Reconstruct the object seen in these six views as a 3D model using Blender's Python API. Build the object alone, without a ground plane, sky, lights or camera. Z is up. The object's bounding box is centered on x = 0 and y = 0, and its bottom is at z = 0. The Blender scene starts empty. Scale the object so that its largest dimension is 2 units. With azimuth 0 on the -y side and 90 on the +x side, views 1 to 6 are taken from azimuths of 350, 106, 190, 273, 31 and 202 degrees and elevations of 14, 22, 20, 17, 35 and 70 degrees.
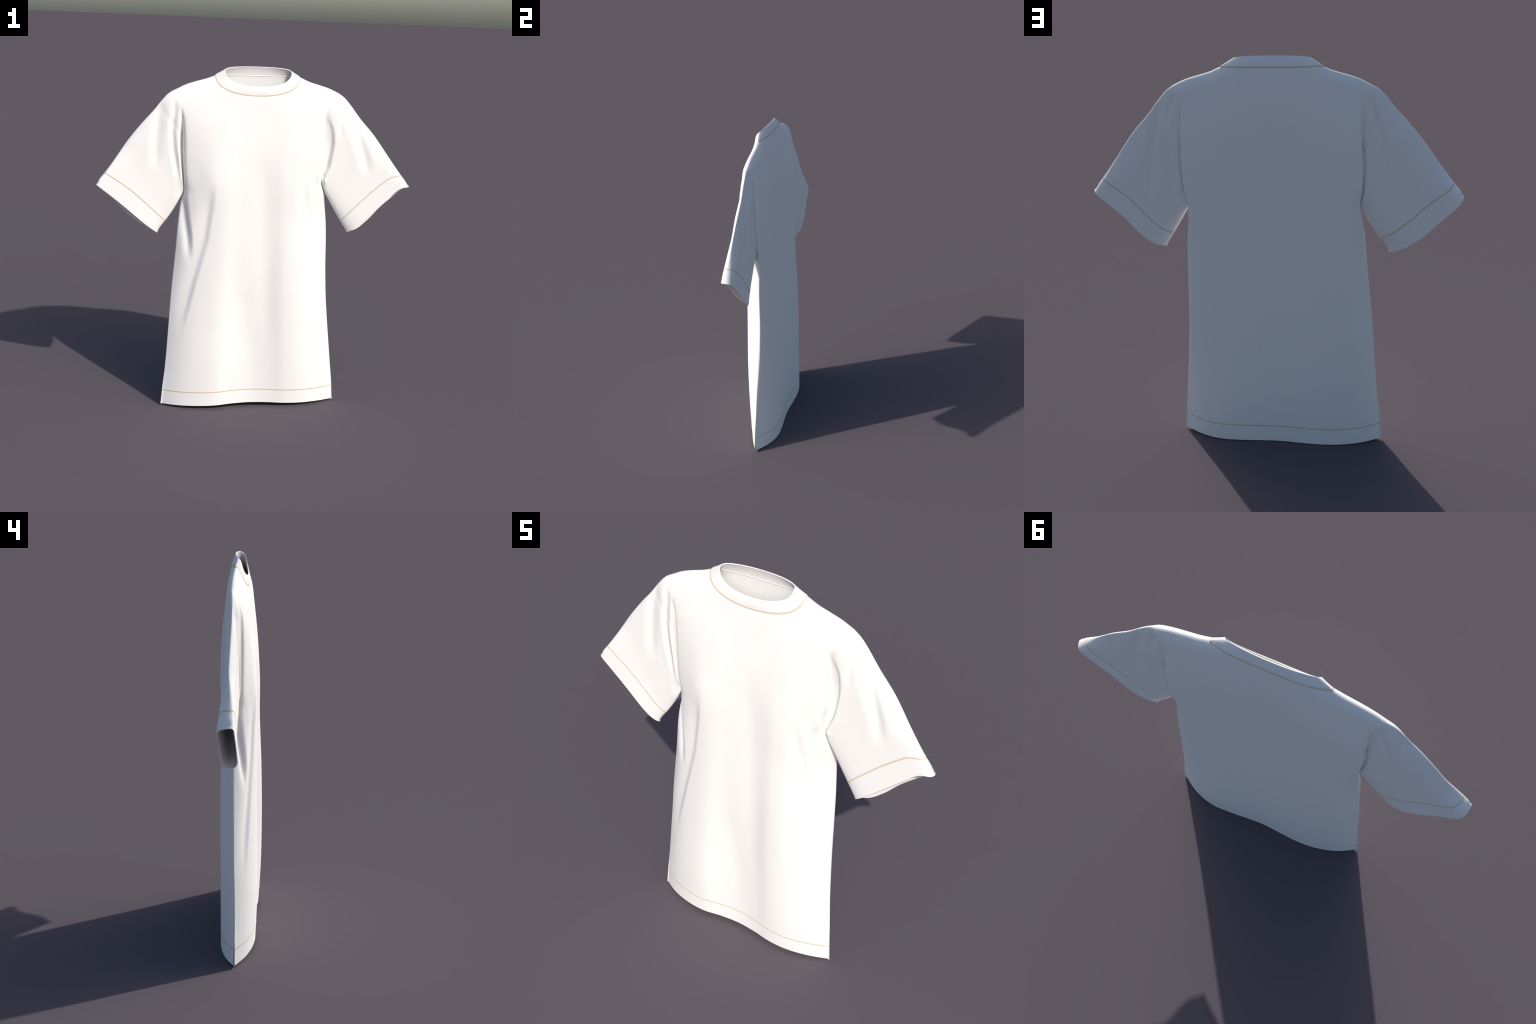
"""A plain white crew-neck T-shirt, standing upright as if worn by nobody.

The cloth is one continuous surface made of panels (front, back, two sleeves
with a front and a back half each, collar band).  Each panel is a grid whose
outline comes from seam curves in the x-z plane, and whose depth (y) comes from
a few hand-set cross-sections plus fold lines.  The welded surface is smoothed,
given cloth thickness, and then split into named parts.
"""
import bpy
import math
import numpy as np

# --------------------------------------------------------------------------
# small curve tools
# --------------------------------------------------------------------------
def pchip(xs, ys, x):
    """Monotone cubic interpolation through hand-set control points."""
    xs = np.asarray(xs, float); ys = np.asarray(ys, float)
    h = np.diff(xs); d = np.diff(ys) / h
    m = np.zeros_like(ys)
    m[0], m[-1] = d[0], d[-1]
    for i in range(1, len(xs) - 1):
        if d[i-1] * d[i] > 0:
            w1, w2 = 2*h[i] + h[i-1], h[i] + 2*h[i-1]
            m[i] = (w1 + w2) / (w1/d[i-1] + w2/d[i])
    x = np.clip(np.asarray(x, float), xs[0], xs[-1])
    k = np.clip(np.searchsorted(xs, x) - 1, 0, len(xs) - 2)
    t = (x - xs[k]) / h[k]
    return ((2*t**3 - 3*t**2 + 1) * ys[k] + (t**3 - 2*t**2 + t) * h[k] * m[k]
            + (-2*t**3 + 3*t**2) * ys[k+1] + (t**3 - t**2) * h[k] * m[k+1])

def catmull(xs, ys, x):
    """C1 cubic interpolation (rounder than pchip)."""
    xs = np.asarray(xs, float); ys = np.asarray(ys, float)
    m = np.gradient(ys, xs, axis=0)
    h = np.diff(xs)
    x = np.clip(np.asarray(x, float), xs[0], xs[-1])
    k = np.clip(np.searchsorted(xs, x) - 1, 0, len(xs) - 2)
    t = (x - xs[k]) / h[k]
    return ((2*t**3 - 3*t**2 + 1) * ys[k] + (t**3 - 2*t**2 + t) * h[k] * m[k]
            + (-2*t**3 + 3*t**2) * ys[k+1] + (t**3 - t**2) * h[k] * m[k+1])

def col(pairs):
    a = np.array(pairs, float); return a[:, 0], a[:, 1]

def smooth01(t):
    t = np.clip(t, 0, 1)
    return t * t * (3 - 2 * t)

def along(points, t):
    """Point on a smooth curve through `points` at arc-length fraction t."""
    P = np.asarray(points, float)
    s = np.r_[0, np.cumsum(np.linalg.norm(np.diff(P, axis=0), axis=1))]
    s /= s[-1]
    return np.stack([catmull(s, P[:, i], t) for i in range(P.shape[1])], -1)

class Net:
    """Depth field from cross-sections: rows at heights z, columns at u."""
    def __init__(self, us, rows):
        self.us = np.array(us, float)
        self.zs = np.array([r[0] for r in rows], float)
        self.tab = np.array([r[1] for r in rows], float)
    def __call__(self, u, z):
        u = np.asarray(u, float); z = np.asarray(z, float)
        cols = [catmull(self.zs, self.tab[:, j], z) for j in range(len(self.us))]
        cols = np.stack(cols, -1)
        # interpolate over u for each point
        us = self.us; h = np.diff(us)
        m = np.gradient(cols, us, axis=-1)
        k = np.clip(np.searchsorted(us, np.clip(u, us[0], us[-1])) - 1, 0, len(us) - 2)
        t = (np.clip(u, us[0], us[-1]) - us[k]) / h[k]
        g = lambda a, j: np.take_along_axis(a, j[..., None], -1)[..., 0]
        return ((2*t**3 - 3*t**2 + 1) * g(cols, k) + (t**3 - 2*t**2 + t) * h[k] * g(m, k)
                + (-2*t**3 + 3*t**2) * g(cols, k+1) + (t**3 - t**2) * h[k] * g(m, k+1))

# --------------------------------------------------------------------------
# seam curves of the shirt, front elevation (x, z), metres
# --------------------------------------------------------------------------
ARMPIT_Z = 1.295
NECK_X0, NECK_HALF, RIM_HALF = -0.013, 0.240, 0.188

# side seams below the armpit: (z, x)
SIDE_LEFT = [(0.0, -.537), (.10, -.528), (.23, -.514), (.49, -.496), (.70, -.483),
             (.95, -.461), (1.10, -.450), (1.20, -.437), (1.295, -.416)]
SIDE_RIGHT = [(0.0, .521), (.10, .513), (.23, .499), (.47, .473), (.67, .455),
              (.85, .445), (1.02, .438), (1.12, .430), (1.20, .418), (1.295, .402)]
# depth (y) of the side seams
SIDE_Y_LEFT = [(0, .002), (.1, .000), (.35, .004), (.6, .012), (1.0, .020), (1.295, .026)]
SIDE_Y_RIGHT = [(0, -.001), (.1, .0), (.23, .010), (.4, .020), (.53, .032), (.7, .046),
                (.9, .054), (1.13, .054), (1.295, .035)]
# armholes above the armpit: (z, x), front and back differ
ARM_LEFT_FRONT = [(1.295, -.416), (1.38, -.420), (1.46, -.424), (1.60, -.428), (1.70, -.433),
                  (1.80, -.448), (1.877, -.460)]
ARM_LEFT_BACK = [(1.295, -.416), (1.38, -.436), (1.48, -.441), (1.62, -.434), (1.71, -.434),
                 (1.80, -.443), (1.877, -.460)]
ARM_RIGHT_FRONT = [(1.295, .402), (1.36, .378), (1.415, .376), (1.48, .382), (1.61, .379), (1.72, .378),
                   (1.79, .400), (1.871, .460)]
ARM_RIGHT_BACK = [(1.295, .402), (1.37, .432), (1.46, .440), (1.56, .440), (1.71, .428), (1.80, .430),
                  (1.871, .460)]
# shoulder line: (|x|, z)
SHOULDER_LEFT = [(.250, 1.953), (.298, 1.935), (.368, 1.915), (.420, 1.897), (.460, 1.877)]
SHOULDER_RIGHT = [(.226, 1.956), (.279, 1.932), (.339, 1.915), (.400, 1.897), (.460, 1.871)]
# sleeve: top edge from the shoulder to the cuff tip, and underarm edge
SLEEVE_TOP_LEFT = [(-.460, 1.877), (-.510, 1.850), (-.552, 1.806), (-.588, 1.760), (-.650, 1.691),
                   (-.734, 1.587), (-.804, 1.485), (-.866, 1.400), (-.896, 1.363), (-.909, 1.334)]
SLEEVE_TOP_RIGHT = [(.460, 1.871), (.492, 1.850), (.530, 1.811), (.560, 1.775), (.586, 1.742),
                    (.685, 1.634), (.771, 1.520), (.856, 1.409), (.888, 1.370), (.909, 1.338)]
SLEEVE_UNDER_LEFT = [(-.416, 1.295), (-.440, 1.243), (-.515, 1.122), (-.545, 1.084), (-.563, 1.053)]
SLEEVE_UNDER_RIGHT = [(.402, 1.295), (.432, 1.243), (.503, 1.127), (.532, 1.083), (.551, 1.054)]
# cuff opening from underarm to tip, front and back edges
CUFF_LEFT_FRONT = [(-.563, 1.053), (-.646, 1.118), (-.753, 1.210), (-.858, 1.295), (-.909, 1.334)]
CUFF_LEFT_BACK = [(-.563, 1.053), (-.633, 1.083), (-.716, 1.141), (-.810, 1.232), (-.882, 1.298), (-.909, 1.334)]
CUFF_RIGHT_FRONT = [(.551, 1.054), (.628, 1.124), (.722, 1.212), (.796, 1.280), (.848, 1.324), (.909, 1.338)]
CUFF_RIGHT_BACK = [(.551, 1.054), (.617, 1.076), (.672, 1.119), (.752, 1.205), (.848, 1.288), (.909, 1.338)]

# depth of front and back (y), rows at z, columns at u = -1 .. 1 across the width
US = [-1, -.8, -.6, -.4, -.2, 0, .2, .4, .6, .8, 1]
FRONT = Net(US, [
    (0.00, [.000, -.052, -.081, -.088, -.071, -.061, -.067, -.080, -.074, -.045, .000]),
    (0.25, [-.004, -.056, -.085, -.094, -.070, -.060, -.071, -.090, -.085, -.054, -.004]),
    (0.55, [.004, -.049, -.077, -.087, -.068, -.061, -.070, -.090, -.087, -.056, .006]),
    (0.85, [.010, -.042, -.069, -.080, -.069, -.066, -.069, -.084, -.078, -.036, .036]),
    (1.15, [.010, -.040, -.067, -.075, -.066, -.062, -.064, -.072, -.062, -.020, .044]),
    (1.35, [-.012, -.042, -.069, -.072, -.063, -.058, -.061, -.069, -.061, -.034, .002]),
    (1.50, [-.020, -.040, -.056, -.058, -.054, -.052, -.054, -.058, -.055, -.042, -.020]),
    (1.70, [-.018, -.028, -.034, -.036, -.034, -.033, -.034, -.036, -.034, -.028, -.018]),
    (1.84, [-.004, -.008, -.011, -.015, -.018, -.018, -.018, -.015, -.011, -.010, -.008]),
    (1.95, [.002, .002, .002, .002, .002, .002, .002, .002, .002, .002, .002]),
])
BACK = Net(US, [
    (0.00, [.000, .054, .083, .092, .087, .080, .085, .093, .093, .062, .000]),
    (0.25, [.008, .066, .089, .094, .089, .084, .088, .094, .097, .074, .014]),
    (0.55, [.022, .079, .090, .091, .087, .083, .086, .090, .092, .080, .046]),
    (0.85, [.032, .084, .091, .089, .085, .083, .085, .088, .090, .083, .060]),
    (1.15, [.050, .086, .092, .089, .085, .083, .085, .088, .090, .086, .066]),
    (1.35, [.084, .091, .092, .089, .086, .084, .086, .089, .090, .089, .082]),
    (1.55, [.086, .090, .091, .089, .086, .084, .086, .088, .089, .088, .082]),
    (1.70, [.076, .082, .085, .085, .084, .083, .084, .085, .085, .081, .074]),
    (1.84, [.058, .066, .072, .074, .076, .076, .076, .074, .072, .066, .058]),
    (1.95, [.046, .052, .057, .060, .062, .063, .062, .060, .057, .052, .046]),
])

# fold lines: (points (x, z), half width on the left of the line as it runs,
# half width on its right, depth); positive depth = valley
FRONT_FOLDS = [
    ([(-.265, 1.40), (-.275, 1.30), (-.283, 1.20), (-.305, 1.02), (-.366, .778), (-.42, .547), (-.45, .42)], .012, .045, .011),
    ([(-.430, 1.38), (-.420, 1.24), (-.408, 1.14), (-.392, 1.03), (-.384, .88)], .012, .024, .017),
    ([(.255, 1.42), (.268, 1.32), (.280, 1.246), (.307, 1.096), (.325, .974), (.374, .732), (.423, .542), (.45, .42)], .012, .030, .009),
    ([(.365, 1.40), (.340, 1.33), (.320, 1.261), (.306, 1.171), (.298, 1.10)], .011, .022, .009),
    ([(.02, 1.60), (.04, 1.2), (.06, .8), (.07, .3)], .05, .05, .004),
    ([(-.06, .75), (-.05, .5), (-.03, .3)], .05, .05, .003),
    # sleeves
    ([(-.462, 1.85), (-.470, 1.80), (-.478, 1.735), (-.489, 1.65), (-.482, 1.55), (-.459, 1.41), (-.443, 1.32)], .011, .016, .010),
    ([(-.548, 1.82), (-.560, 1.74), (-.571, 1.66), (-.577, 1.55), (-.583, 1.40)], .026, .024, .008),
    ([(.535, 1.74), (.560, 1.68), (.593, 1.60), (.630, 1.50), (.650, 1.38)], .022, .030, .009),
    ([(.470, 1.83), (.475, 1.72), (.476, 1.60)], .012, .012, .004),
]
BACK_FOLDS = [
    ([(.535, 1.79), (.550, 1.72), (.578, 1.59), (.601, 1.46), (.61, 1.30)], .020, .020, 0.0135),
    ([(.530, 1.64), (.515, 1.54), (.503, 1.46), (.480, 1.30)], .016, .016, 0.0108),
    ([(.435, 1.85), (.474, 1.78), (.499, 1.68)], .011, .011, 0.0108),
    ([(-.460, 1.87), (-.470, 1.80), (-.483, 1.75), (-.515, 1.62)], .011, .011, 0.0135),
    ([(-.52, 1.68), (-.535, 1.50), (-.535, 1.32)], .016, .016, 0.0081),
    ([(-.425, 1.15), (-.420, .85), (-.425, .55)], .018, .018, 0.0068),
    ([(-.555, 1.82), (-.565, 1.78), (-.58, 1.71)], .012, .012, 0.0095),
]
# the little tuck of cloth in the underarm
TUCK = (.386, 1.365, .013, .022)

def fold_offset(folds, x, z):
    total = np.zeros_like(x)
    for pts, w_left, w_right, depth in folds:
        P = np.array(pts)
        best = np.full(x.shape, 9.0); tt = np.zeros_like(x); side = np.zeros_like(x)
        seg = np.linalg.norm(np.diff(P, axis=0), axis=1)
        cum = np.r_[0, np.cumsum(seg)] / seg.sum()
        for a, b, c0, c1 in zip(P[:-1], P[1:], cum[:-1], cum[1:]):
            d = b - a
            t = np.clip(((x - a[0]) * d[0] + (z - a[1]) * d[1]) / (d @ d), 0, 1)
            dist = np.hypot(x - a[0] - t * d[0], z - a[1] - t * d[1])
            m = dist < best
            side = np.where(m, (x - a[0]) * d[1] - (z - a[1]) * d[0], side)
            best = np.where(m, dist, best); tt = np.where(m, c0 + t * (c1 - c0), tt)
        window = smooth01(tt / .22) * smooth01((1 - tt) / .30)
        blend = .5 + .5 * np.tanh(side / .004 * 1.0)       # right of the line when positive
        # travelling down the line, positive `side` lies towards -x
        width = w_left + (w_right - w_left) * blend
        r = best / width
        total += depth * window * (np.exp(-r * r) - .12 * np.exp(-((r - 1.9) / .8) ** 2))
    return total

# --------------------------------------------------------------------------
# the depth fields
# --------------------------------------------------------------------------
def shoulder_top(x):
    """Height of the shoulder ridge over x, continued over the neck hole."""
    left, right = np.array(SHOULDER_LEFT), np.array(SHOULDER_RIGHT)
    zl = pchip(left[:, 0], left[:, 1], -x) + .45 * np.clip(left[0, 0] + x, 0, None)
    zr = pchip(right[:, 0], right[:, 1], x) + .45 * np.clip(right[0, 0] - x, 0, None)
    return np.where(x < NECK_X0, zl, zr)

SHOULDER_Y = .035

def round_over(d, radius):
    t = np.clip(d / radius, 0, 1)
    return np.sqrt(1 - (1 - t) ** 2)

# smooth reference outline that the cross-sections are stretched over
WIDTH_LEFT = [(0, -.537), (.25, -.512), (.5, -.496), (.75, -.479), (1.0, -.457), (1.3, -.434), (1.6, -.430), (1.95, -.450)]
WIDTH_RIGHT = [(0, .521), (.25, .497), (.5, .471), (.75, .451), (1.0, .440), (1.3, .422), (1.6, .410), (1.95, .440)]

def torso_depth(u, x, z, front):
    wl = catmull(*col(WIDTH_LEFT), z); wr = catmull(*col(WIDTH_RIGHT), z)
    u = np.clip(2 * (x - wl) / (wr - wl) - 1, -1, 1)
    y = (FRONT if front else BACK)(u, z)
    d = shoulder_top(x) - z
    rise = round_over(d, .13) if front else 1 - (1 - np.clip(d / .06, 0, 1)) ** 2
    return SHOULDER_Y + (y - SHOULDER_Y) * rise

# --------------------------------------------------------------------------
# grids
# --------------------------------------------------------------------------
NU, NV_HEM, NV_LOW, NV_UP, NW = 168, 12, 150, 84, 10   # columns / rows
NS, NC = 64, 12                                        # sleeve, cuff columns
HEM_BAND = .090

def spread(n):
    """-1 .. 1, denser at both ends."""
    q = np.linspace(-1, 1, n + 1)
    return .45 * q + .55 * np.sin(q * math.pi / 2)

U = spread(NU)
I_NECK_L = int(np.argmin(abs(U + .70)))
I_NECK_R = NU - I_NECK_L
U_NECK = -U[I_NECK_L]

class Surface:
    def __init__(self):
        self.verts, self.faces, self.region = [], [], []
        self.count = 0
    def grid(self, P, region, flip):
        """P: (rows, cols, 3); region: name or (rows-1, cols-1) array of names."""
        r, c = P.shape[:2]
        base = self.count
        self.verts.append(P.reshape(-1, 3)); self.count += r * c
        for i in range(r - 1):
            for j in range(c - 1):
                a = base + i * c + j
                q = (a, a + 1, a + c + 1, a + c)
                self.faces.append(q[::-1] if flip else q)
                self.region.append(region if isinstance(region, str) else region[i][j])

def side_x(left, z):
    return pchip(*col(SIDE_LEFT if left else SIDE_RIGHT), z)

def side_y(left, z):
    return pchip(*col(SIDE_Y_LEFT if left else SIDE_Y_RIGHT), z)

def edge_roll(u, p, q):
    return np.clip(1 - np.abs(u) ** p, 0, 1) ** (1 / q)

def overhang(u, z):
    """The back panel bulges sideways past the seam around the underarm."""
    z_keys = [.80, 1.05, 1.20, 1.295, 1.36, 1.42]
    left = pchip(z_keys, [0, .003, .012, .022, .010, 0], z)
    right = pchip(z_keys, [0, .004, .016, .032, .012, 0], z)
    return np.where(u < 0, -left, right) * u ** 2 * (1 - np.abs(u) ** 60)

def lower_torso(front):
    """Hem to armpit level."""
    v = np.r_[np.linspace(0, HEM_BAND, NV_HEM + 1),
              HEM_BAND + (ARMPIT_Z - HEM_BAND) * np.linspace(0, 1, NV_LOW + 1)[1:]]
    uu, zz = np.meshgrid(U, v)
    hem_z = (.010 + .016 * (1 - uu**2)) if front else (.010 - .0095 * (1 - uu**4))
    z = zz + hem_z * (1 - zz / ARMPIT_Z) ** 3
    xl, xr = side_x(True, zz), side_x(False, zz)
    x = xl + (xr - xl) * (uu + 1) / 2
    if not front:
        x = x + overhang(uu, zz)
    y_field = torso_depth(uu, x, z, front)
    y_side = np.where(uu < 0, side_y(True, zz), side_y(False, zz))
    # lens shape at the hem, rounder higher up
    k = smooth01((zz - .85) / .4)
    p = 40 - 14 * k
    q = 1.0 + .8 * k
    y = y_side + (y_field - y_side) * edge_roll(uu, p, q)
    return np.stack([x, y, z], -1)

def neck_curve(u, front, rim):
    """Collar seam (or rim) over the columns between the two neck points."""
    dense = np.linspace(-1, 1, 401) * math.pi / 2
    dx = np.sin(dense) * NECK_HALF; dz = -np.abs(np.cos(dense)) ** .85 * .09
    s = np.r_[0, np.cumsum(np.hypot(np.diff(dx), np.diff(dz)))]; s = 2 * s / s[-1] - 1
    th = np.interp(np.clip(u / U_NECK, -1, 1), s, dense)
    half = RIM_HALF if rim else NECK_HALF
    x = NECK_X0 + half * np.sign(th) * np.abs(np.sin(th)) ** .92
    g = np.abs(np.cos(th)) ** .85
    if front:
        z = (1.975 - .082 * g) if rim else (1.9535 - .109 * g)
    else:
        z = (1.975 + .0245 * np.abs(np.cos(th)) ** .6) if rim else (1.9535 - .004 * g)
    return x, z

def top_curve(front):
    xs, zs = neck_curve(U, front, False)
    left, right = np.array(SHOULDER_LEFT), np.array(SHOULDER_RIGHT)
    out = []
    for i, u in enumerate(U):
        if i < I_NECK_L:
            t = (u + U_NECK) / (-1 + U_NECK)
            ax = left[0, 0] + (left[-1, 0] - left[0, 0]) * t
            out.append((-ax, pchip(left[:, 0], left[:, 1], ax)))
        elif i > I_NECK_R:
            t = (u - U_NECK) / (1 - U_NECK)
            ax = right[0, 0] + (right[-1, 0] - right[0, 0]) * t
            out.append((ax, pchip(right[:, 0], right[:, 1], ax)))
        else:
            out.append((xs[i], zs[i]))
    return np.array(out, float)

def crease_y(left, front, z):
    """Depth of the bottom of the armhole crease."""
    if left:
        pts = ([(1.295, .026), (1.35, .034), (1.45, .034), (1.60, .028), (1.70, .008), (1.79, -.008)] if front else
               [(1.295, .026), (1.34, .034), (1.42, .042), (1.60, .046), (1.74, .050), (1.82, .058)])
    else:
        pts = ([(1.295, .035), (1.35, .028), (1.45, .022), (1.60, .014), (1.70, .000), (1.80, -.010)] if front else
               [(1.295, .035), (1.34, .036), (1.42, .042), (1.60, .046), (1.74, .050), (1.82, .058)])
    return pchip(*col(pts), z)

def arm_edge(left, front, v):
    pts = {(1, 1): ARM_LEFT_FRONT, (1, 0): ARM_LEFT_BACK,
           (0, 1): ARM_RIGHT_FRONT, (0, 0): ARM_RIGHT_BACK}[(int(left), int(front))]
    zs, xs = col(pts)
    z = zs[0] + (zs[-1] - zs[0]) * v
    return pchip(zs, xs, z), z

def upper_torso(front):
    """Armpit level to shoulder line and collar seam."""
    v = np.linspace(0, 1, NV_UP + 1)
    uu, vv = np.meshgrid(U, v)
    top = top_curve(front)
    xl, zl = arm_edge(True, front, vv)
    xr, zr = arm_edge(False, front, vv)
    x_lin = xl + (xr - xl) * (uu + 1) / 2
    x_top = x_lin[-1]
    x = x_lin + (top[:, 0] - x_top)[None, :] * vv ** 4
    z = ARMPIT_Z + (top[:, 1][None, :] - ARMPIT_Z) * vv
    if not front:
        x = x + overhang(uu, z)
    y_field = torso_depth(uu, x, z, front)
    y_edge = np.where(uu < 0, crease_y(True, front, z), crease_y(False, front, z))
    fade = 1 - smooth01((z - (1.70 if front else 1.74)) / .10)
    y_edge = y_field * (1 - fade) + y_edge * fade
    p = 26 + 40 * smooth01((z - ARMPIT_Z) / .12)
    q = 1.8 + .4 * smooth01((z - ARMPIT_Z) / .12)
    y = y_edge + (y_field - y_edge) * edge_roll(uu, p, q)
    ridge = np.zeros_like(y, bool)
    ridge[-1, :I_NECK_L + 1] = True; ridge[-1, I_NECK_R:] = True
    y = np.where(ridge, SHOULDER_Y, y)
    return np.stack([x, y, z], -1)

def sleeve(left, front, edge3d):
    """Front or back half of a sleeve; edge3d is the armhole column of the torso."""
    n = NV_UP
    t = np.linspace(0, 1, n + 1)
    cuff_pts = {(1, 1): CUFF_LEFT_FRONT, (1, 0): CUFF_LEFT_BACK,
                (0, 1): CUFF_RIGHT_FRONT, (0, 0): CUFF_RIGHT_BACK}[(int(left), int(front))]
    cuff = along(cuff_pts, t)
    s_grid = np.r_[np.linspace(0, 1, NS + 1) ** 1.25, 1 + np.linspace(0, 1, NC + 1)[1:]]
    stitch = .70 + (.886 - .70) * t ** .8                      # cuff seam position
    S = np.where(s_grid[None, :] <= 1, s_grid[None, :] * stitch[:, None],
                 stitch[:, None] + (s_grid[None, :] - 1) * (1 - stitch[:, None]))
    T = np.repeat(t[:, None], S.shape[1], 1)
    top_pts = SLEEVE_TOP_LEFT if left else SLEEVE_TOP_RIGHT
    und_pts = SLEEVE_UNDER_LEFT if left else SLEEVE_UNDER_RIGHT
    top = along(top_pts, S); und = along(und_pts, S)
    arm = edge3d[:, [0, 2]]
    # Coons patch in the x-z plane
    ruled_a = und * (1 - T)[..., None] + top * T[..., None]
    ruled_b = arm[:, None, :] * (1 - S)[..., None] + cuff[:, None, :] * S[..., None]
    P00, P01, P10, P11 = arm[0], arm[-1], cuff[0], cuff[-1]
    bil = (P00 * ((1-S)*(1-T))[..., None] + P01 * ((1-S)*T)[..., None]
           + P10 * (S*(1-T))[..., None] + P11 * (S*T)[..., None])
    XZ = ruled_a + ruled_b - bil
    # depth
    if left:
        y_top = pchip([0, .15, .35, .6, .8, .9, 1], [SHOULDER_Y, .028, .023, .023, .008, .000, -.002], S)
        y_und = pchip([0, .2, 1], [.026, .024, .020], S)
        y_front = pchip([0, .3, .6, 1], [-.012, -.004, -.004, -.014], S)
        y_back = pchip([0, .3, .7, 1], [.064, .058, .056, .064], S)
    else:
        y_top = pchip([0, .3, .7, 1], [SHOULDER_Y, .034, .018, .004], S)
        y_und = pchip([0, .2, 1], [.035, .026, .022], S)
        y_front = pchip([0, .3, .7, 1], [-.014, -.008, -.010, -.018], S)
        y_back = pchip([0, .3, .7, 1], [.060, .052, .042, .046], S)
    mid = y_und + (y_top - y_und) * T
    target = y_front if front else y_back
    k_top = 7 + 18 * smooth01((S - .6) / .4) if front else 5.0 + 11 * smooth01((S - .6) / .4)
    k = np.where(T > .5, k_top, 5.5 if front else 5.0 - 1.6 * smooth01((S - .4) / .6))
    q = np.where(T > .5, 1.0 + .4 * smooth01((S - .75) / .25), 1.5)
    shape = np.clip(1 - np.abs(2*T - 1) ** k, 0, 1) ** (1 / q)
    body = mid + (target - mid) * shape
    arm_y = edge3d[:, 1][:, None]
    blend = smooth01(S / .06) ** .7
    if front and left:
        pocket = pchip([0, .15, .45, .75, 1], [0, .018, .029, 0, 0], T)
        blend = smooth01((S - pocket) / .035) ** .8
    if front and not left:          # the sleeve stands off the torso in front
        pocket = pchip([0, .10, .20, .35, .55, .66, .80, 1], [.0, .015, .04, .10, .125, .10, .0, .0], T)
        blend = smooth01((S - pocket) / (.07 - .40 * pocket))
    y = arm_y * (1 - blend) + body * blend
    y[0] = y_und[0]; y[-1] = y_top[-1]
    y[:, 0] = edge3d[:, 1]
    P = np.stack([XZ[..., 0], y, XZ[..., 1]], -1)
    P[:, 0] = edge3d
    P[0, 0] = edge3d[0]
    return P, S, T

def seam_line(T):
    """Where the drop-shoulder seam crosses the sleeve grid."""
    return .19 * smooth01((T - .40) / .6)

# --------------------------------------------------------------------------
# assemble the cloth
# --------------------------------------------------------------------------
cloth = Surface()
ups, collar_rows = {}, {}
for front in (True, False):
    low = lower_torso(front)
    up = upper_torso(front)
    low[-1] = up[0]                         # shared row at armpit level
    # ease the rows below into the shared row
    gap = up[0, :, 1] - lower_torso(front)[-1, :, 1]
    m = 40
    for k in range(1, m):
        low[-1-k, :, 1] += smooth01(1 - k / m) * gap
    ups[front] = up
    region = [["hem" if i < NV_HEM else "body"] * NU for i in range(low.shape[0] - 1)]
    folds = FRONT_FOLDS if front else BACK_FOLDS
    sign = 1 if front else -1
    both = np.concatenate([low, up[1:]], 0)
    off = fold_offset(folds, both[..., 0], both[..., 2]) * sign
    off[:, 0] = off[:, -1] = 0
    off[-1] = 0
    both[..., 1] += off
    n_low = low.shape[0]
    region += [["body"] * NU for _ in range(up.shape[0] - 1)]
    cloth.grid(both, region, flip=not front)
    ups[front] = both[n_low - 1:]
    # collar band
    cols = slice(I_NECK_L, I_NECK_R + 1)
    seam = both[-1, cols]
    rx, rz = neck_curve(U[cols], front, True)
    f = np.cos(np.clip(U[cols] / U_NECK, -1, 1) * math.pi / 2)
    ry = .012 - .025 * f ** .8 if front else .012 + .036 * f ** .55
    rim = np.stack([rx, ry, rz], -1)
    w = np.linspace(0, 1, NW + 1)[:, None, None]
    band = seam[None] * (1 - w) + rim[None] * w
    bulge = 4 * w * (1 - w) * .002
    band[..., 1] += (bulge[..., 0] * (-1 if front else 1)) * f[None, :]
    cloth.grid(band, "collar", flip=not front)

for left in (True, False):
    name = "left" if left else "right"
    for front in (True, False):
        e = ups[front][:, 0 if left else -1]
        P, S, T = sleeve(left, front, e)
        folds = FRONT_FOLDS if front else BACK_FOLDS
        off = fold_offset(folds, P[..., 0], P[..., 2]) * (1 if front else -1)
        off *= smooth01(S / .06) * smooth01((1 - T) / .06) * smooth01(T / .06)
        if front and not left:
            cx, cz, rad, depth = TUCK
            off -= depth * np.exp(-((P[..., 0] - cx) ** 2 + (P[..., 2] - cz) ** 2) / rad ** 2) * smooth01(S / .02)
        # slight seam groove at the drop shoulder
        d = (S - seam_line(T)) / .014
        off += (1 if front else -1) * .0030 * np.exp(-d * d) * smooth01((T - .42) / .1) * smooth01((1 - T) / .04)
        P[..., 1] += off
        Sc = (S[:-1, :-1] + S[1:, 1:]) / 2; Tc = (T[:-1, :-1] + T[1:, 1:]) / 2
        reg = np.where(Sc < seam_line(Tc), "body", "sleeve_" + name).astype(object)
        reg[:, NS:] = "cuff_" + name
        cloth.grid(P, reg.tolist(), flip=(not front) ^ left)

V = np.concatenate(cloth.verts)
F = np.array(cloth.faces)
REG = np.array(cloth.region, object)

# weld coincident seam vertices
key = np.round(V * 20000).astype(np.int64)
_, first, inverse = np.unique(key, axis=0, return_index=True, return_inverse=True)
inverse = inverse.reshape(-1)
V = V[first]; F = inverse[F]

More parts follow.
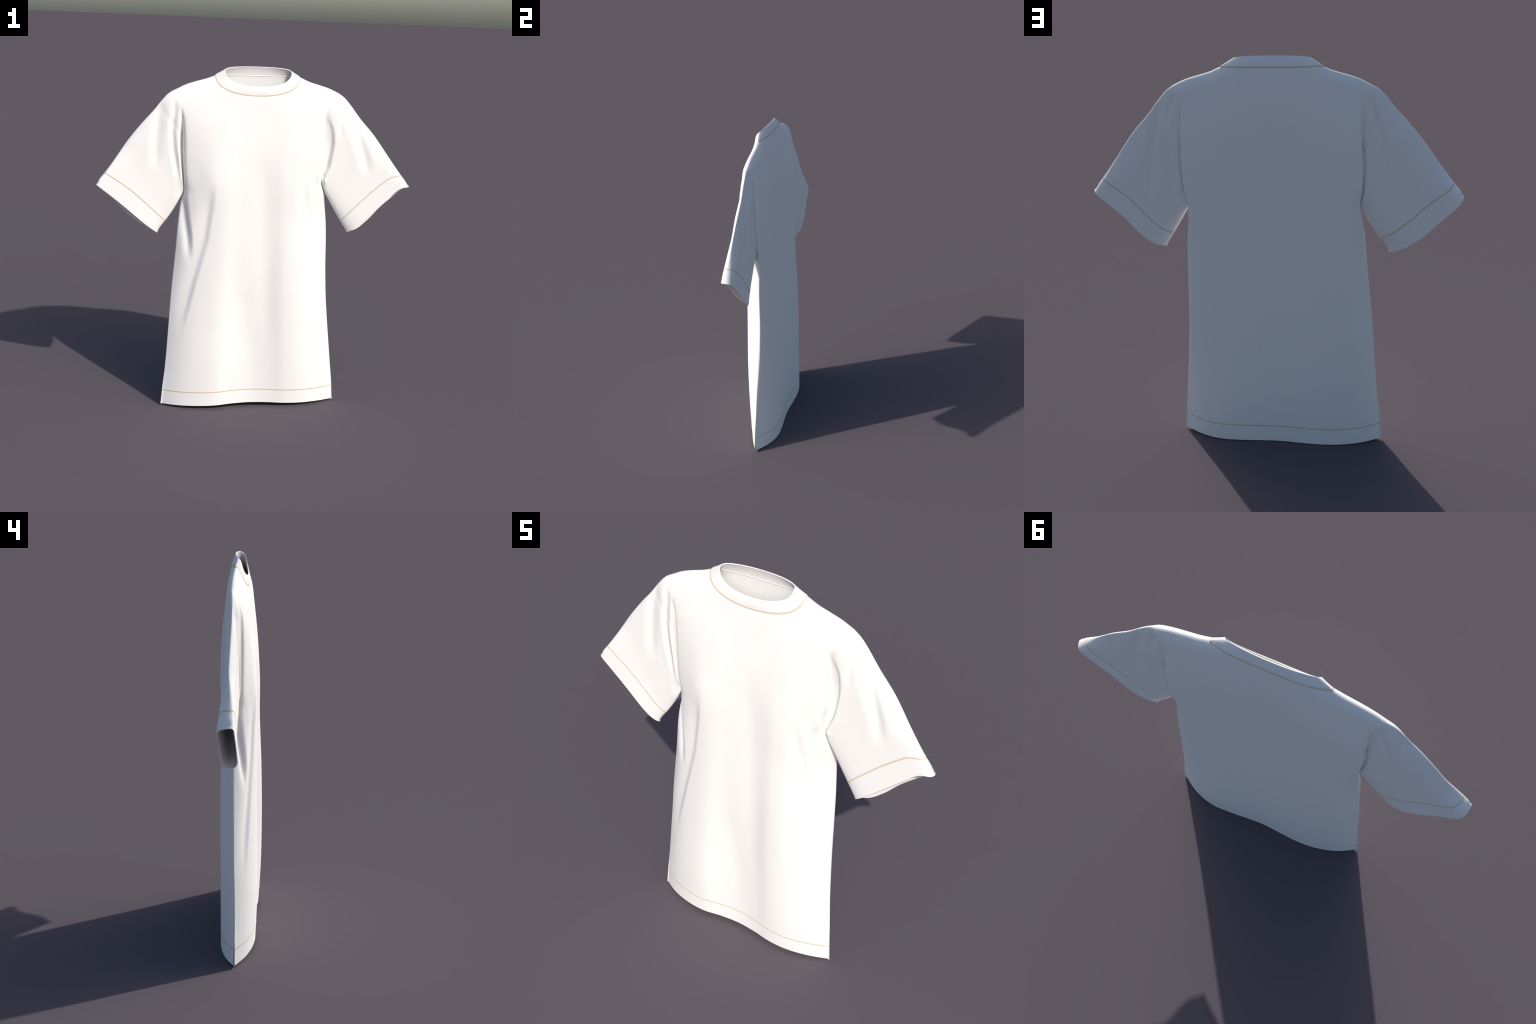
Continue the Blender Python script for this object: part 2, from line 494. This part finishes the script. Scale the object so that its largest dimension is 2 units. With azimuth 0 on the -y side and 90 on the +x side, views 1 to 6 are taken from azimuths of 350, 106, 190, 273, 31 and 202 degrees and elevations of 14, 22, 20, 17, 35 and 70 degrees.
# edges, boundary, Laplacian smoothing
def edges_of(F):
    E = np.concatenate([F[:, [0, 1]], F[:, [1, 2]], F[:, [2, 3]], F[:, [3, 0]]])
    E = E[E[:, 0] != E[:, 1]]
    return E
E = edges_of(F)
Es = np.sort(E, axis=1)
uniq, cnt = np.unique(Es, axis=0, return_counts=True)
border_edges = uniq[cnt == 1]
border = np.zeros(len(V), bool); border[border_edges.ravel()] = True
deg = np.bincount(uniq.ravel(), minlength=len(V)).astype(float)
def laplace(X):
    acc = np.zeros_like(X)
    np.add.at(acc, uniq[:, 0], X[uniq[:, 1]])
    np.add.at(acc, uniq[:, 1], X[uniq[:, 0]])
    return acc / deg[:, None] - X
weight = np.where(border, 0.0, .5)[:, None]
for _ in range(5):
    V = V + weight * laplace(V)

# round the collar rim along its own loop
rim_edges = border_edges[(V[border_edges[:, 0], 2] > 1.85)]
rim_ids = np.unique(rim_edges)
for _ in range(14):
    acc = np.zeros_like(V)
    np.add.at(acc, rim_edges[:, 0], V[rim_edges[:, 1]])
    np.add.at(acc, rim_edges[:, 1], V[rim_edges[:, 0]])
    V[rim_ids] += .5 * (acc[rim_ids] / 2 - V[rim_ids])

# vertex normals (area weighted)
def vertex_normals(V, F):
    a = V[F[:, 2]] - V[F[:, 0]]; b = V[F[:, 3]] - V[F[:, 1]]
    n = np.cross(a, b)
    N = np.zeros_like(V)
    for k in range(4):
        np.add.at(N, F[:, k], n)
    return N / np.maximum(np.linalg.norm(N, axis=1, keepdims=True), 1e-12)
N = vertex_normals(V, F)

# --------------------------------------------------------------------------
# materials
# --------------------------------------------------------------------------
def cotton(name, base, rib=False):
    mat = bpy.data.materials.new(name); mat.use_nodes = True
    nt = mat.node_tree; bsdf = nt.nodes["Principled BSDF"]
    tc = nt.nodes.new("ShaderNodeTexCoord")
    def noise(scale, detail, stretch=None):
        n = nt.nodes.new("ShaderNodeTexNoise")
        n.inputs["Scale"].default_value = scale; n.inputs["Detail"].default_value = detail
        if stretch:
            mp = nt.nodes.new("ShaderNodeMapping"); mp.inputs["Scale"].default_value = stretch
            nt.links.new(tc.outputs["Object"], mp.inputs["Vector"])
            nt.links.new(mp.outputs["Vector"], n.inputs["Vector"])
        else:
            nt.links.new(tc.outputs["Object"], n.inputs["Vector"])
        return n
    fine = noise(520, 2, (1, 1, .6))
    ramp = nt.nodes.new("ShaderNodeValToRGB")
    ramp.color_ramp.elements[0].position = .30; ramp.color_ramp.elements[1].position = .70
    ramp.color_ramp.elements[0].color = (*[c * .965 for c in base], 1)
    ramp.color_ramp.elements[1].color = (*base, 1)
    nt.links.new(fine.outputs["Fac"], ramp.inputs["Fac"])
    nt.links.new(ramp.outputs["Color"], bsdf.inputs["Base Color"])
    bsdf.inputs["Roughness"].default_value = .95
    bsdf.inputs["Specular IOR Level"].default_value = .12
    # knit grain
    bump = nt.nodes.new("ShaderNodeBump")
    bump.inputs["Strength"].default_value = .20; bump.inputs["Distance"].default_value = .002
    if rib:
        w = nt.nodes.new("ShaderNodeTexWave"); w.wave_type = 'BANDS'; w.bands_direction = 'X'
        w.inputs["Scale"].default_value = 40; w.inputs["Distortion"].default_value = 1.2
        w.inputs["Detail"].default_value = 2; w.inputs["Detail Scale"].default_value = 6
        nt.links.new(tc.outputs["Object"], w.inputs["Vector"])
        mix = nt.nodes.new("ShaderNodeMath"); mix.operation = 'MULTIPLY_ADD'
        nt.links.new(w.outputs["Fac"], mix.inputs[0]); mix.inputs[1].default_value = .45
        nt.links.new(fine.outputs["Fac"], mix.inputs[2])
        nt.links.new(mix.outputs[0], bump.inputs["Height"])
    else:
        nt.links.new(fine.outputs["Fac"], bump.inputs["Height"])
    nt.links.new(bump.outputs["Normal"], bsdf.inputs["Normal"])
    return mat

WHITE = (.87, .855, .832)
jersey = cotton("white_cotton_jersey", WHITE)
ribbed = cotton("white_ribbed_cotton", WHITE, rib=True)
thread = cotton("cream_thread", (.70, .62, .49))

# --------------------------------------------------------------------------
# build the parts
# --------------------------------------------------------------------------
THICK = .0045
scene = bpy.context.scene
coll = scene.collection

root = bpy.data.objects.new("t_shirt", None)
root["label"] = "plain white short-sleeved crew-neck T-shirt with cream stitching"
root["category"] = "t-shirt"
coll.objects.link(root)

Vin = V - N * THICK
border_set = {tuple(e) for e in border_edges}

def make_part(name, regions, mat, parent):
    sel = np.isin(REG.astype(str), regions)
    quads = F[sel]
    used = np.unique(quads)
    remap = -np.ones(len(V), int); remap[used] = np.arange(len(used)); m = len(used)
    faces, norms = [], []
    for q in quads:
        ids = list(dict.fromkeys(q.tolist()))
        if len(ids) < 3:
            continue
        faces.append([remap[i] for i in ids]); norms.append([N[i] for i in ids])
        r = ids[::-1]
        faces.append([remap[i] + m for i in r]); norms.append([-N[i] for i in r])
        for k in range(len(ids)):                     # rim of the openings
            a, b = ids[k], ids[(k + 1) % len(ids)]
            if (min(a, b), max(a, b)) in border_set:
                faces.append([remap[b], remap[a], remap[a] + m, remap[b] + m])
                d = V[b] - V[a]
                nn = np.cross(N[a], -d) ; nn = np.cross(d, N[a])
                nn /= max(np.linalg.norm(nn), 1e-12)
                norms.append([nn] * 4)
    me = bpy.data.meshes.new(name)
    me.from_pydata(np.concatenate([V[used], Vin[used]]).tolist(), [], faces)
    me.polygons.foreach_set("use_smooth", [True] * len(me.polygons))
    me.normals_split_custom_set([tuple(n) for fn in norms for n in fn])
    me.materials.append(mat)
    ob = bpy.data.objects.new(name, me)
    ob.parent = parent
    coll.objects.link(ob)
    return ob

body = make_part("body", ["body"], jersey, root)
hem = make_part("hem", ["hem"], jersey, body)
collar = make_part("collar", ["collar"], ribbed, root)
sleeve_l = make_part("sleeve", ["sleeve_left"], jersey, root)
sleeve_r = make_part("sleeve", ["sleeve_right"], jersey, root)
cuff_l = make_part("cuff", ["cuff_left"], jersey, sleeve_l)
cuff_r = make_part("cuff", ["cuff_right"], jersey, sleeve_r)

# ---- stitching: a flat raised thread along the border between two regions
def region_border(a, b):
    """Ordered loop of vertices shared by the two regions."""
    ra = np.isin(REG.astype(str), [a] if isinstance(a, str) else a)
    rb = np.isin(REG.astype(str), [b] if isinstance(b, str) else b)
    ea = {tuple(sorted(e)) for e in edges_of(F[ra])}
    eb = {tuple(sorted(e)) for e in edges_of(F[rb])}
    nxt = {}
    for i, j in ea & eb:
        nxt.setdefault(i, []).append(j); nxt.setdefault(j, []).append(i)
    start = next(iter(sorted(nxt))); loop = [start]; prev = None
    while True:
        cand = [k for k in nxt[loop[-1]] if k != prev]
        if not cand: break
        prev = loop[-1]
        if cand[0] == start: break
        loop.append(cand[0])
        if len(loop) > len(nxt): break
    return np.array(loop)

def stitch(name, a, b, width, parent, mat, inner=False, lift=.0009):
    loop = region_border(a, b)
    P, n = V[loop], N[loop]
    if inner:
        P = Vin[loop]; n = -n
    # resample evenly
    C = np.concatenate([P, P[:1]]); s = np.r_[0, np.cumsum(np.linalg.norm(np.diff(C, axis=0), axis=1))]
    k = max(60, int(s[-1] / .004)); q = np.linspace(0, s[-1], k, endpoint=False)
    Nn = np.concatenate([n, n[:1]])
    P = np.stack([np.interp(q, s, C[:, i]) for i in range(3)], -1)
    n = np.stack([np.interp(q, s, Nn[:, i]) for i in range(3)], -1)
    n /= np.linalg.norm(n, axis=1, keepdims=True)
    tan = np.roll(P, -1, 0) - np.roll(P, 1, 0); tan /= np.linalg.norm(tan, axis=1, keepdims=True)
    side = np.cross(n, tan)
    prof = [(-1, -.8), (-.75, .55), (0, 1.0), (.75, .55), (1, -.8), (0, -1.6)]
    verts, faces = [], []
    for c, l in prof:
        verts.append(P + side * c * width / 2 + n * l * lift)
    verts = np.stack(verts, 1).reshape(-1, 3); m = len(prof)
    for i in range(k):
        j = (i + 1) % k
        for p in range(m):
            p2 = (p + 1) % m
            faces.append((i*m + p, j*m + p, j*m + p2, i*m + p2))
    me = bpy.data.meshes.new(name); me.from_pydata(verts.tolist(), [], faces)
    me.polygons.foreach_set("use_smooth", [True] * len(me.polygons))
    me.materials.append(mat)
    ob = bpy.data.objects.new(name, me); ob.parent = parent; coll.objects.link(ob)
    return ob

stitch("stitch_line", "hem", "body", .0095, body, thread)
stitch("stitch_line", "cuff_left", "sleeve_left", .0095, sleeve_l, thread)
stitch("stitch_line", "cuff_right", "sleeve_right", .0095, sleeve_r, thread)
stitch("stitch_line", "collar", "body", .0105, collar, thread)
stitch("neck_tape", "collar", "body", .0060, collar, jersey, inner=True, lift=.0012)
